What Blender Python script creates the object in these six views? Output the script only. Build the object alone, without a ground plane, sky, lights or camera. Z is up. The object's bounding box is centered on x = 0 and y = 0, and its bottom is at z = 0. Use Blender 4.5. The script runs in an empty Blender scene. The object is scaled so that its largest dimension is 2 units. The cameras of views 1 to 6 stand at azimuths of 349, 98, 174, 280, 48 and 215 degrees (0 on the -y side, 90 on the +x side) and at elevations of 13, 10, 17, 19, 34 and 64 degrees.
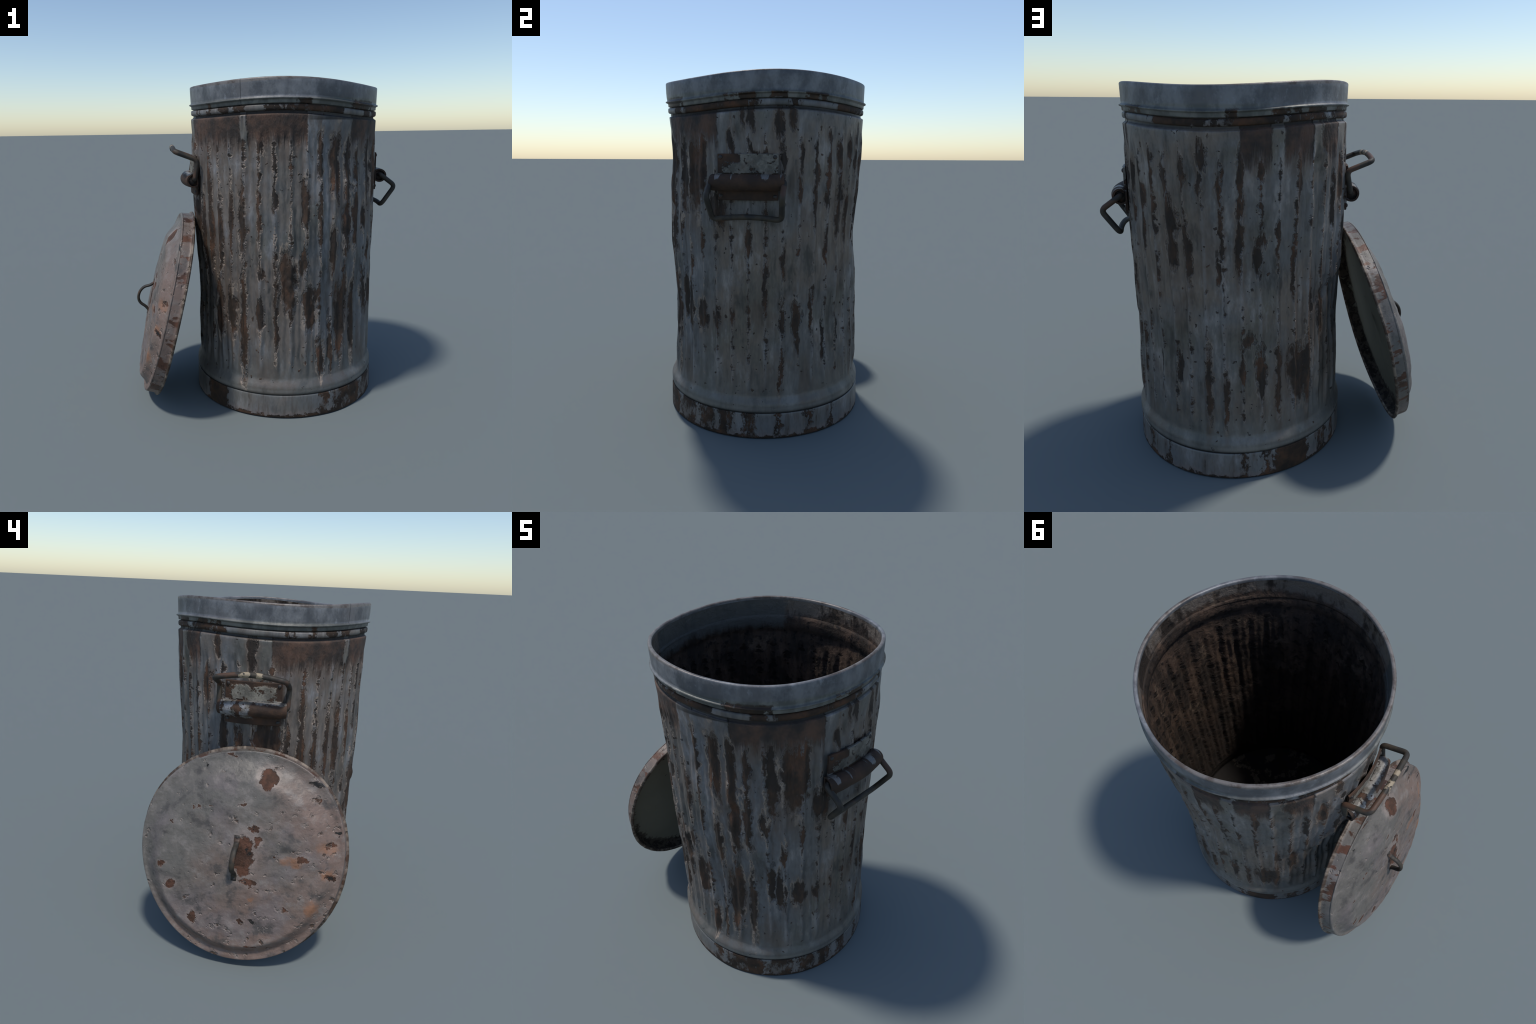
# A dented, rusty galvanised dustbin with two drop handles, its lid leaning on the side.
import bpy, bmesh, math, random
import numpy as np
from mathutils import Matrix, Vector, noise as mnoise

random.seed(7)
AX, AY = 0.147, -0.002          # the can's axis
RIM_Z = 1.9846                  # mean height of the mouth
D2R = math.pi / 180


def smooth(a, b, x):
    t = np.clip((np.asarray(x, float) - a) / (b - a), 0, 1)
    return t * t * (3 - 2 * t)


# ------------------------------------------------------------------ helpers
def new_obj(name, verts, faces, mats, parent=None, midx=None, smooth_shade=True):
    me = bpy.data.meshes.new(name)
    me.from_pydata([tuple(v) for v in verts], [], [tuple(f) for f in faces])
    for m in (mats if isinstance(mats, (list, tuple)) else [mats]):
        me.materials.append(m)
    if midx is not None:
        me.polygons.foreach_set("material_index", np.asarray(midx, dtype=np.int32))
    me.polygons.foreach_set("use_smooth", [smooth_shade] * len(me.polygons))
    me.update()
    ob = bpy.data.objects.new(name, me)
    bpy.context.scene.collection.objects.link(ob)
    if parent:
        ob.parent = parent
    return ob


def sharp_by_angle(ob, deg=35):
    bm = bmesh.new()
    bm.from_mesh(ob.data)
    for e in bm.edges:
        if len(e.link_faces) == 2 and e.calc_face_angle(0) > deg * D2R:
            e.smooth = False
    bm.to_mesh(ob.data)
    bm.free()


def grid_faces(nr, nt, close_r=False, close_t=True):
    f = []
    for i in range(nr if close_r else nr - 1):
        i2 = (i + 1) % nr
        for j in range(nt if close_t else nt - 1):
            j2 = (j + 1) % nt
            f.append((i * nt + j, i * nt + j2, i2 * nt + j2, i2 * nt + j))
    return f


def tube(path, radius, nseg=14, squash=None, cap=True):
    """Sweep an (elliptic) section along a polyline; squash(t)->(side, thick) factors."""
    P = [Vector(p) for p in path]
    verts, faces = [], []
    n = len(P)
    T = [(P[min(i + 1, n - 1)] - P[max(i - 1, 0)]).normalized() for i in range(n)]
    N = T[0].orthogonal().normalized()
    if squash:
        N = Vector((1, 0, 0))
    for i in range(n):
        if not squash:
            N = (N - T[i] * N.dot(T[i])).normalized()
        B = T[i].cross(N).normalized()
        sa, sb = squash(i / (n - 1)) if squash else (1, 1)
        for k in range(nseg):
            a = 2 * math.pi * k / nseg
            verts.append(P[i] + N * (math.cos(a) * radius * sa) + B * (math.sin(a) * radius * sb))
    faces = grid_faces(n, nseg)
    if cap:
        faces.append(tuple(range(nseg))[::-1])
        faces.append(tuple((n - 1) * nseg + k for k in range(nseg)))
    return verts, faces


def fillet(points, rad, steps=7):
    """Round the corners of a polyline with quadratic bends."""
    P = [Vector(p) for p in points]
    out = [P[0]]
    for i in range(1, len(P) - 1):
        a, b, c = P[i - 1], P[i], P[i + 1]
        r = rad[i] if isinstance(rad, (list, tuple)) else rad
        r1, r2 = min(r, (a - b).length * .48), min(r, (c - b).length * .48)
        p, q = b + (a - b).normalized() * r1, b + (c - b).normalized() * r2
        for s in range(steps + 1):
            t = s / steps
            out.append(p * (1 - t) ** 2 + b * 2 * t * (1 - t) + q * t * t)
    out.append(P[-1])
    return out


# ------------------------------------------------------------------ material node builder
class Nodes:
    def __init__(self, name):
        self.mat = bpy.data.materials.new(name)
        self.mat.use_nodes = True
        self.t = self.mat.node_tree
        self.t.nodes.clear()

    def n(self, kind, **kw):
        nd = self.t.nodes.new(kind)
        for k, v in kw.items():
            setattr(nd, k, v)
        return nd

    def put(self, sock, v):
        if isinstance(v, bpy.types.NodeSocket):
            self.t.links.new(v, sock)
        elif isinstance(v, (tuple, list)) and len(v) == 3 and sock.type == 'RGBA':
            sock.default_value = (*v, 1)
        else:
            sock.default_value = v

    def m(self, op, a, b=0.0, c=None, clamp=False):
        nd = self.n('ShaderNodeMath', operation=op, use_clamp=clamp)
        self.put(nd.inputs[0], a)
        self.put(nd.inputs[1], b)
        if c is not None:
            self.put(nd.inputs[2], c)
        return nd.outputs[0]

    def ss(self, x, lo, hi, a=0.0, b=1.0):
        nd = self.n('ShaderNodeMapRange', interpolation_type='SMOOTHSTEP')
        for i, v in enumerate((x, lo, hi, a, b)):
            self.put(nd.inputs[i], v)
        return nd.outputs[0]

    def coords(self):
        co = self.n('ShaderNodeTexCoord').outputs['Object']
        s = self.n('ShaderNodeSeparateXYZ')
        self.put(s.inputs[0], co)
        return co, s.outputs[0], s.outputs[1], s.outputs[2]

    def vec(self, x, y, z=0.0):
        nd = self.n('ShaderNodeCombineXYZ')
        for i, v in enumerate((x, y, z)):
            self.put(nd.inputs[i], v)
        return nd.outputs[0]

    def vmul(self, v, s):
        nd = self.n('ShaderNodeVectorMath', operation='MULTIPLY')
        self.put(nd.inputs[0], v)
        nd.inputs[1].default_value = s
        return nd.outputs[0]

    def vadd(self, v, s):
        nd = self.n('ShaderNodeVectorMath', operation='ADD')
        self.put(nd.inputs[0], v)
        self.put(nd.inputs[1], s)
        return nd.outputs[0]

    def noise(self, v, scale, detail=4, rough=.55, off=(0, 0, 0)):
        nd = self.n('ShaderNodeTexNoise')
        if off != (0, 0, 0):
            v = self.vadd(v, off)
        self.put(nd.inputs['Vector'], v)
        nd.inputs['Scale'].default_value = scale
        nd.inputs['Detail'].default_value = detail
        nd.inputs['Roughness'].default_value = rough
        return nd.outputs['Fac']

    def mix(self, f, a, b, mode='MIX'):
        nd = self.n('ShaderNodeMix', data_type='RGBA', blend_type=mode)
        self.put(nd.inputs[0], f)
        self.put(nd.inputs[6], a)
        self.put(nd.inputs[7], b)
        return nd.outputs[2]

    def ellipse(self, v, cx, cy, rx, ry):
        """1 on the ellipse's edge, 0 at its centre."""
        mp = self.n('ShaderNodeMapping')
        self.put(mp.inputs['Vector'], v)
        mp.inputs['Location'].default_value = (-cx / rx, -cy / ry, 0)
        mp.inputs['Scale'].default_value = (1 / rx, 1 / ry, 0)
        ln = self.n('ShaderNodeVectorMath', operation='LENGTH')
        self.put(ln.inputs[0], mp.outputs[0])
        return ln.outputs['Value']

    def field(self, v, blobs):
        f = None
        for b in blobs:
            d = self.ellipse(v, *b)
            f = d if f is None else self.m('MINIMUM', f, d)
        return f

    def band(self, x, lo, hi, soft):
        return self.m('MULTIPLY', self.ss(x, lo - soft, lo + soft), self.ss(x, hi - soft, hi + soft, 1, 0))

    def out(self, col, rough, height=None, dist=.004, metal=0.0, spec=.5, strength=1.0):
        p = self.n('ShaderNodeBsdfPrincipled')
        self.put(p.inputs['Base Color'], col)
        self.put(p.inputs['Roughness'], rough)
        self.put(p.inputs['Metallic'], metal)
        self.put(p.inputs['Specular IOR Level'], spec)
        if height is not None:
            b = self.n('ShaderNodeBump')
            b.inputs['Distance'].default_value = dist
            b.inputs['Strength'].default_value = strength
            self.put(b.inputs['Height'], height)
            self.put(p.inputs['Normal'], b.outputs[0])
        o = self.n('ShaderNodeOutputMaterial')
        self.put(o.inputs[0], p.outputs[0])
        return self.mat


# palette
BLUE_GREY = (.142, .144, .150)
WARM_GREY = (.178, .150, .130)
GREEN_GREY = (.124, .121, .104)
PALE = (.285, .278, .282)  # light tone for the bright highlights, baked into the zinc mottling
RUST_DARK = (.022, .014, .009)
RUST_MID = (.054, .029, .016)
RUST_RED = (.104, .046, .023)


def zinc(N, co, warm=None, stretch=(1, 1, .35)):
    """Mottled weathered galvanising."""
    v = N.vmul(co, stretch)
    k = N.noise(co, 2.3, 4, .6, (3, 1, 7))
    if warm is not None:
        k = N.m('ADD', k, warm)
    c = N.mix(N.ss(k, .42, .60), BLUE_GREY, WARM_GREY)
    g = N.ss(N.noise(co, 3.1, 4, .6, (9, 4, 2)), .50, .66)
    c = N.mix(N.m('MULTIPLY', g, .7), c, GREEN_GREY)
    sp = N.noise(v, 10, 6, .66, (5, 5, 5))
    c = N.mix(N.ss(sp, .51, .68, 0, .8), c, PALE)
    c = N.mix(N.ss(sp, .48, .33, 0, .85), c, (.056, .055, .052))
    fine = N.noise(v, 60, 4, .65)
    c = N.mix(N.ss(fine, .40, .70, .0, .35), c, (.070, .070, .072))
    return c, sp, fine


def rust(N, co, off=(0, 0, 0)):
    r1 = N.noise(co, 9, 5, .65, (1 + off[0], 2, 3))
    r2 = N.noise(co, 42, 4, .6, (4, 1 + off[1], 2))
    c = N.mix(N.ss(r1, .38, .58), RUST_DARK, RUST_MID)
    c = N.mix(N.ss(r1, .52, .70, 0, .85), c, RUST_RED)
    c = N.mix(N.ss(r2, .55, .75, 0, .5), c, (.018, .014, .012))
    return c, r1, r2


# Rust runs seen on the wall: (azimuth deg, top z, bottom z, width deg) per side
RUNS_FRONT = [(-135.1, 1.37, 1.01, 2.6), (-127.4, 1.38, 1.05, 4.5), (-127.9, .87, .29, 4.5), (-135.8, .77, .53, 6.9),
              (-116.1, 1.69, 1.60, 3.7), (-117.3, 1.34, 1.12, 2.4), (-116.3, .92, .87, 4.2), (-117.3, .72, .56, 4.0),
              (-108.0, 1.38, 1.27, 2.8), (-107.6, .88, .44, 2.4), (-100.3, 1.02, .72, 10.1), (-91.6, 1.0, .91, 5.3),
              (-87.6, .8, .57, 7.7), (-83.0, .79, .74, 5.8), (-98.8, .72, .64, 3.5), (-90.7, 1.43, 1.18, 3.5),
              (-81.9, 1.70, 1.46, 2.7), (-81.4, 1.40, 1.11, 2.3), (-72.6, 1.68, 1.40, 4.5), (-71.7, 1.16, .89, 4.0),
              (-80.0, .47, .28, 5.4), (-73.0, .57, .28, 2.4), (-65.5, .77, .37, 7.6),
              (-160.4, 1.30, .90, 3.0), (-152.0, 1.35, .95, 3.6), (-143.5, 1.36, .93, 3.0), (-146.0, .78, .50, 7.5)]
RUNS_CORNER = [(-62.0, 1.64, 1.27, 4.6), (-70.0, 1.67, 1.35, 3.6), (-54.1, 1.62, 1.43, 2.8), (-41.7, 1.61, 1.27, 6.4),
               (-31.3, 1.65, 1.31, 11.8), (-25.4, 1.66, 1.38, 3.5), (-18.5, 1.36, 1.22, 6.8), (-61.6, 1.34, 1.04, 6.4),
               (-54.5, 1.37, 1.04, 4.2), (-46.3, 1.27, 1.15, 4.0), (-62.4, .84, .55, 6.0), (-54.7, .78, .35, 4.1),
               (-43.4, .89, .66, 4.0), (-39.1, .81, .58, 4.2), (-28.4, .74, .61, 7.9), (-36.5, 1.05, .93, 3.0)]
RUNS_RIGHT = [(-2.8, 1.80, 1.72, 2.3), (1.7, 1.80, 1.70, 3.6), (15.6, 1.80, 1.67, 4.3), (22.7, 1.80, 1.70, 3.7),
              (18.3, 1.62, 1.53, 3.1), (18.0, 1.53, 1.43, 2.1), (27.7, 1.62, 1.48, 2.2), (27.3, 1.48, 1.32, 2.4),
              (36.5, 1.65, 1.53, 1.6), (36.7, 1.53, 1.42, 2.5), (36.3, 1.41, 1.21, 2.2), (45.4, 1.68, 1.48, 2.3),
              (44.8, 1.34, 1.29, 3.3), (.3, 1.21, 1.06, 2.9), (-8.8, 1.68, 1.58, 2.7), (4.9, 1.61, 1.58, 11.5),
              (-18.2, .71, .64, 3.6), (-9.0, .72, .66, 2.0), (8.9, .98, .74, 2.1), (18.2, 1.05, .91, 1.9),
              (18.1, .77, .60, 3.3), (26.2, .74, .61, 5.3), (27.1, .61, .50, 3.0), (34.5, .79, .61, 1.6),
              (43.4, .66, .44, 1.7), (44.7, 1.12, .96, 1.7), (17.3, .41, .29, 1.4), (-14.5, 1.34, 1.20, 5.0)]
RUNS_BACK = [(53.3, 1.65, 1.49, 3.1), (62.7, 1.63, 1.53, 3.5), (72.7, 1.71, 1.62, 4.9), (70.9, 1.59, 1.50, 1.9),
             (80.5, 1.60, 1.48, 2.8), (80.6, 1.46, 1.21, 2.1), (78.7, 1.16, 1.06, 1.6), (89.9, 1.69, 1.46, 3.2),
             (89.1, 1.46, 1.38, 4.0), (88.8, 1.38, 1.13, 3.1), (99.3, 1.63, 1.57, 2.6), (99.2, 1.32, 1.26, 6.4),
             (97.9, 1.26, 1.11, 4.0), (107.5, 1.37, 1.20, 2.0), (116.0, 1.22, .98, 1.6), (118.4, 1.68, 1.44, 2.3),
             (55.3, 1.44, 1.30, 7.5), (54.4, 1.33, 1.14, 5.6), (63.1, 1.35, 1.09, 3.9), (92.8, .80, .74, 6.3),
             (89.9, .73, .54, 2.5), (99.0, .70, .48, 4.9), (107.9, .72, .38, 2.8), (120.6, .69, .42, 12.5),
             (126.4, .74, .40, 5.5), (72.8, .68, .35, 2.7), (81.2, .54, .32, 2.3), (55.5, .64, .53, 2.2)]
RUNS_LEFT = [(137.1, 1.80, 1.68, 10.7), (157.8, 1.80, 1.70, 3.7), (178.2, 1.81, 1.62, 4.5), (151.3, 1.59, 1.43, 5.6),
             (143.1, 1.54, 1.31, 3.2), (188.5, 1.36, 1.12, 16.9), (162.7, 1.33, 1.11, 4.7), (-171.5, 1.36, 1.12, 17),
             (-152.5, 1.55, 1.15, 2.6), (172.9, 1.30, 1.20, 2.3), (137.0, .96, .70, 6.0), (128.0, 1.0, .86, 3.5)]
# brown top band: (azimuth from, to)
TOP_BANDS = [(-171, -127.6), (-123.4, -90), (-60.5, -16.5), (90, 104), (110, 125.5), (137, 145.5)]


def stretches(N, th, parts, soft=.6):
    """Mask of the stretches of azimuth [from, to] in parts."""
    k = None
    for a, b in parts:
        i = N.band(th, a, b, soft)
        k = i if k is None else N.m('MAXIMUM', k, i)
    return k


def wall_material(lo, hi, name="rusty_zinc_wall"):
    """One material per 30 degrees of the wall, so that each carries only the rust runs near it."""
    N = Nodes(name)
    co, x, y, z = N.coords()
    th = N.m('MULTIPLY', N.m('ARCTAN2', y, x), 180 / math.pi)
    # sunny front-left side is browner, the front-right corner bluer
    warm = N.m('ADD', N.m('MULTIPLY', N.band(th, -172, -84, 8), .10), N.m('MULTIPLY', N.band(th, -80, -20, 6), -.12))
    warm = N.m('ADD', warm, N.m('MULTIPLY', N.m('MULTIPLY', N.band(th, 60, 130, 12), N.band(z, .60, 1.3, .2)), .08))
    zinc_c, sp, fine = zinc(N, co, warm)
    # back and right zinc tinted duller and more olive to match its look in shade
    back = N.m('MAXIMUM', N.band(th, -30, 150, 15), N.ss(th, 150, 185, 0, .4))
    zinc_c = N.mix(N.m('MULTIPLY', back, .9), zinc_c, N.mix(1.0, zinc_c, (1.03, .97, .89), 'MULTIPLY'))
    # lower third greener and plainer
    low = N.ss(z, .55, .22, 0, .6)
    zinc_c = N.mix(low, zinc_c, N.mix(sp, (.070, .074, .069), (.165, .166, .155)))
    # ragged coordinates
    w1 = N.m('SUBTRACT', N.noise(co, 15, 3, .6, (2, 8, 1)), .5)
    w2 = N.m('SUBTRACT', N.noise(N.vmul(co, (1, 1, .6)), 34, 4, .6, (7, 3, 3)), .5)
    w3 = N.m('SUBTRACT', N.noise(N.vmul(co, (1, 1, .6)), 20, 4, .60, (1, 1, 9)), .5)
    thw = N.m('ADD', th, N.m('ADD', N.m('MULTIPLY', w1, 5.0), N.m('MULTIPLY', w2, 3.2)))
    drip = N.m('SUBTRACT', N.noise(N.vec(N.m('MULTIPLY', th, .30), N.m('MULTIPLY', z, 1.6), 3.0), 1.0, 4, .65), .5)
    zw = N.m('ADD', z, N.m('ADD', N.m('MULTIPLY', w3, .10), N.m('MULTIPLY', drip, .26)))
    v = N.vec(thw, zw)
    blobs = []
    for a, t, b, w in RUNS_FRONT + RUNS_CORNER + RUNS_RIGHT + RUNS_BACK + RUNS_LEFT:
        mid = (lo + hi) / 2
        a = (a - mid + 180) % 360 - 180 + mid
        if lo - 7 - w < a < hi + 7 + w:
            blobs.append((a, (t + b) / 2, w * .48 + .12, (t - b) * .56 + .005))
    F = N.field(v, blobs)
    FR = N.m('ADD', F, N.m('ADD', N.m('MULTIPLY', w3, 1.3), N.m('ADD', N.m('MULTIPLY', w2, .8), N.m('MULTIPLY', drip, .5))))
    # streaks along the ridges, one every 9 degrees
    q = N.m('DIVIDE', th, 9.0)
    idx = N.m('ROUND', q)
    phi = N.m('SUBTRACT', q, idx)
    rn = N.noise(N.vec(N.m('MULTIPLY', idx, 3.37), N.m('MULTIPLY', z, 3.4), 1.7), 1.0, 3, .6)
    reg = N.m('MULTIPLY', N.m('SUBTRACT', N.noise(co, 2.6, 2, .5, (2, 6, 6)), .5), .35)
    bare = N.m('MULTIPLY', N.band(z, .80, 1.12, .06), N.band(th, -15, 128, 8))
    bare = N.m('MAXIMUM', bare, N.m('MULTIPLY', N.ss(z, .50, .40), .6))
    rn = N.m('SUBTRACT', N.m('ADD', rn, reg), N.m('MULTIPLY', bare, .10))
    rk = N.noise(N.vec(N.m('MULTIPLY', idx, 5.1), N.m('MULTIPLY', z, 26), 4.2), 1.0, 3, .65)
    env = N.m('MULTIPLY', N.ss(z, .26, .36), N.ss(z, 1.74, 1.64))
    wid = N.m('MULTIPLY', N.m('ADD', N.m('MULTIPLY', N.m('SUBTRACT', rn, .485), .56),
                              N.m('MULTIPLY', N.m('SUBTRACT', rk, .50), .50)), env)
    phw = N.m('ABSOLUTE', N.m('ADD', phi, N.m('ADD', N.m('MULTIPLY', w2, .36), N.m('MULTIPLY', w1, .34))))
    S = N.m('SUBTRACT', N.m('SUBTRACT', N.m('ADD', wid, N.m('MULTIPLY', w3, .25)), phw), N.m('MULTIPLY', N.m('SUBTRACT', 1.0, env), .3))
    R2 = N.ss(S, 0.0, .05)
    # brown band below the neck, broken into stretches
    bands = stretches(N, N.m('ADD', th, N.m('MULTIPLY', w2, 3.0)), TOP_BANDS)
    fall = N.ss(N.m('ADD', z, N.m('ADD', N.m('MULTIPLY', drip, .22), N.m('MULTIPLY', w3, .10))), 1.61, 1.70)
    R3 = N.m('MULTIPLY', bands, fall)
    pit = N.ss(N.noise(co, 34, 2, .5, (6, 6, 1)), .70, .735)
    R1 = N.ss(FR, 1.10, .82)
    R = N.m('MAXIMUM', N.m('MAXIMUM', R1, R2), N.m('MAXIMUM', R3, N.m('MULTIPLY', pit, .9)))
    rc, r1, r2 = rust(N, N.vmul(co, (1, 1, .5)))
    rc = N.mix(N.m('MULTIPLY', N.ss(FR, .55, .05), N.ss(R3, .6, .1)), rc, N.mix(r1, (.015, .011, .008), (.040, .023, .014)))
    rc = N.mix(N.m('MULTIPLY', R3, .8), rc, N.mix(N.ss(N.noise(co, 8, 5, .65), .36, .66), (.026, .020, .017), (.105, .056, .036)))
    # brown stain around the runs
    sn = N.noise(N.vmul(co, (1, 1, .3)), 8, 4, .6, (4, 1, 1))
    stain = N.m('MULTIPLY', N.ss(FR, 2.5, 1.0), N.ss(sn, .36, .62, .05, .85))
    stain = N.m('MAXIMUM', stain, N.m('MULTIPLY', N.ss(S, -.16, .02), N.ss(sn, .36, .60, .15, .7)))
    stain = N.m('MAXIMUM', stain, N.m('MULTIPLY', bands, N.ss(N.m('ADD', z, N.m('MULTIPLY', w3, .2)), 1.50, 1.66, 0, .8)))
    cloud = N.ss(N.noise(N.vmul(co, (1, 1, .6)), 4.2, 4, .62, (8, 1, 5)), .54, .70, 0, .55)
    stain = N.m('MAXIMUM', stain, cloud)
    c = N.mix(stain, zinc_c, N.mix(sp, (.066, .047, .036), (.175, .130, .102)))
    # paler stripe along the ridge crests
    crest = N.m('MULTIPLY', N.ss(N.m('ABSOLUTE', N.m('ADD', phi, N.m('ADD', .03, N.m('MULTIPLY', w1, .10)))), .16, .03), N.m('MULTIPLY', env, N.ss(sp, .40, .62, .05, .50)))
    c = N.mix(crest, c, (.225, .220, .222))
    # peach edge highlights drawn along the runs, weaker on the unlit back
    lip = N.m('MAXIMUM', N.band(FR, 1.08, 1.40, .12), N.band(S, -.07, -.005, .02))
    lip = N.m('MULTIPLY', lip, N.ss(N.noise(N.vmul(co, (1, 1, .5)), 14, 3, .55, (3, 3, 8)), .45, .58, 0, .85))
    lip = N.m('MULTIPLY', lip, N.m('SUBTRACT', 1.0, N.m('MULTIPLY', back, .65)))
    c = N.mix(lip, c, (.31, .245, .195))
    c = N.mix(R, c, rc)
    # dark groove under the neck ring
    rad = N.m('SQRT', N.m('ADD', N.m('MULTIPLY', x, x), N.m('MULTIPLY', y, y)))
    neck = N.m('MULTIPLY', N.ss(rad, .583, .577), N.ss(z, 1.770, 1.778))
    c = N.mix(N.m('MULTIPLY', neck, .85), c, (.016, .014, .013))
    # dark line in the tuck above the foot, pale band on the shoulder
    c = N.mix(N.ss(z, .164, .153, 0, .85), c, (.022, .021, .019))
    foot = N.m('MULTIPLY', N.band(z, .166, .186, .010), N.ss(sp, .30, .6, .15, .6))
    c = N.mix(foot, c, (.22, .210, .190))
    RB = N.m('MAXIMUM', N.m('MAXIMUM', N.ss(FR, 1.30, .75), N.ss(S, -.04, .07)), R3)
    h = N.m('ADD', N.m('MULTIPLY', N.m('SUBTRACT', 1.0, RB), 1.9), N.m('ADD', N.m('MULTIPLY', fine, .08), N.m('MULTIPLY', w1, .4)))
    h = N.m('ADD', h, N.m('MULTIPLY', N.m('MULTIPLY', R, r2), .55))
    h = N.m('ADD', h, N.m('MULTIPLY', N.m('MULTIPLY', R, r1), 1.3))
    rough = N.m('ADD', N.m('MULTIPLY', R, .28), N.m('ADD', .40, N.m('MULTIPLY', fine, .18)))
    return N.out(c, rough, h, .0095, metal=N.m('MULTIPLY', N.m('SUBTRACT', 1.0, R), .30), spec=.5)


def inside_material(name="dark_rust_inside"):
    N = Nodes(name)
    co, x, y, z = N.coords()
    th = N.m('MULTIPLY', N.m('ARCTAN2', y, x), 180 / math.pi)
    v = N.vmul(co, (1, 1, .4))
    a = N.noise(v, 7, 5, .65, (2, 2, 2))
    b = N.noise(co, 26, 5, .65, (3, 9, 2))
    c = N.mix(N.ss(a, .42, .60), (.030, .022, .017), (.072, .046, .032))
    c = N.mix(N.ss(N.noise(co, 4.5, 5, .65, (7, 1, 1)), .57, .66, 0, .8), c, (.13, .092, .064))
    c = N.mix(N.ss(b, .52, .66, 0, .9), c, (.008, .007, .007))
    q = N.m('DIVIDE', N.m('ADD', th, N.m('MULTIPLY', b, 2.5)), 9.0)
    ph = N.m('ABSOLUTE', N.m('SUBTRACT', q, N.m('ROUND', q)))
    pr = N.noise(N.vec(N.m('MULTIPLY', N.m('ROUND', q), 4.1), N.m('MULTIPLY', z, 22), 2), 1.0, 3, .6)
    pits = N.m('MULTIPLY', N.ss(N.m('SUBTRACT', N.m('MULTIPLY', N.m('SUBTRACT', pr, .49), 2.0), ph), 0, .08), N.ss(z, 1.72, 1.66))
    c = N.mix(N.m('MULTIPLY', pits, .85), c, (.010, .008, .007))
    c = N.mix(N.m('MULTIPLY', N.ss(ph, .22, .40), N.m('MULTIPLY', N.ss(a, .5, .6, 0, .3), N.ss(z, 1.74, 1.66))), c, (.11, .076, .053))
    # grey stretch of unrusted zinc by the mouth, on the -x side
    grey = N.m('MULTIPLY', N.band(N.m('ADD', th, N.m('MULTIPLY', b, 8)), 130, 186, 1.5),
               N.ss(N.m('ADD', z, N.m('MULTIPLY', N.m('SUBTRACT', a, .5), .30)), 1.80, 1.86))
    grey2 = N.m('MULTIPLY', N.band(N.m('ADD', th, N.m('MULTIPLY', b, 8)), -190, -136, 1.5),
                N.ss(N.m('ADD', z, N.m('MULTIPLY', N.m('SUBTRACT', a, .5), .30)), 1.80, 1.86))
    top = N.m('MULTIPLY', N.ss(N.m('ADD', z, N.m('MULTIPLY', b, .06)), 1.90, 1.93), N.ss(a, .44, .56, 0, .8))
    c = N.mix(top, c, (.160, .132, .108))
    c = N.mix(N.m('MULTIPLY', N.m('MAXIMUM', grey, grey2), .85), c, (.078, .078, .072))
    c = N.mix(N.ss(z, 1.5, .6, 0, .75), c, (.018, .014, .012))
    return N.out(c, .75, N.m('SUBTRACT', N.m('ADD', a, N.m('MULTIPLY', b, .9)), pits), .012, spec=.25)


RIM_LOW_RUST = [(-62, -40), (-12, 4), (11.5, 20), (29, 42), (84, 89), (104, 112), (114, 118), (122, 134), (142, 160), (-151, -148), (-96, -88)]
RING_RUST = [(-131.4, -125.2), (-113, -68), (-49.5, 3.7), (22.5, 27), (48, 108), (112, 133), (138, 164), (-163, -160), (-150.9, -147.7), (-141, -136)]
FOOT_RUST = [(-156.5, -139.3), (-82, -76), (-72, -50), (-47, -33), (-30, -20), (-18, -9), (-2, 3.5), (15.5, 17.5), (32, 35), (47.5, 49.5),
             (88, 91), (99.5, 102), (106, 125), (133, 140), (146, 150)]


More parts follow.
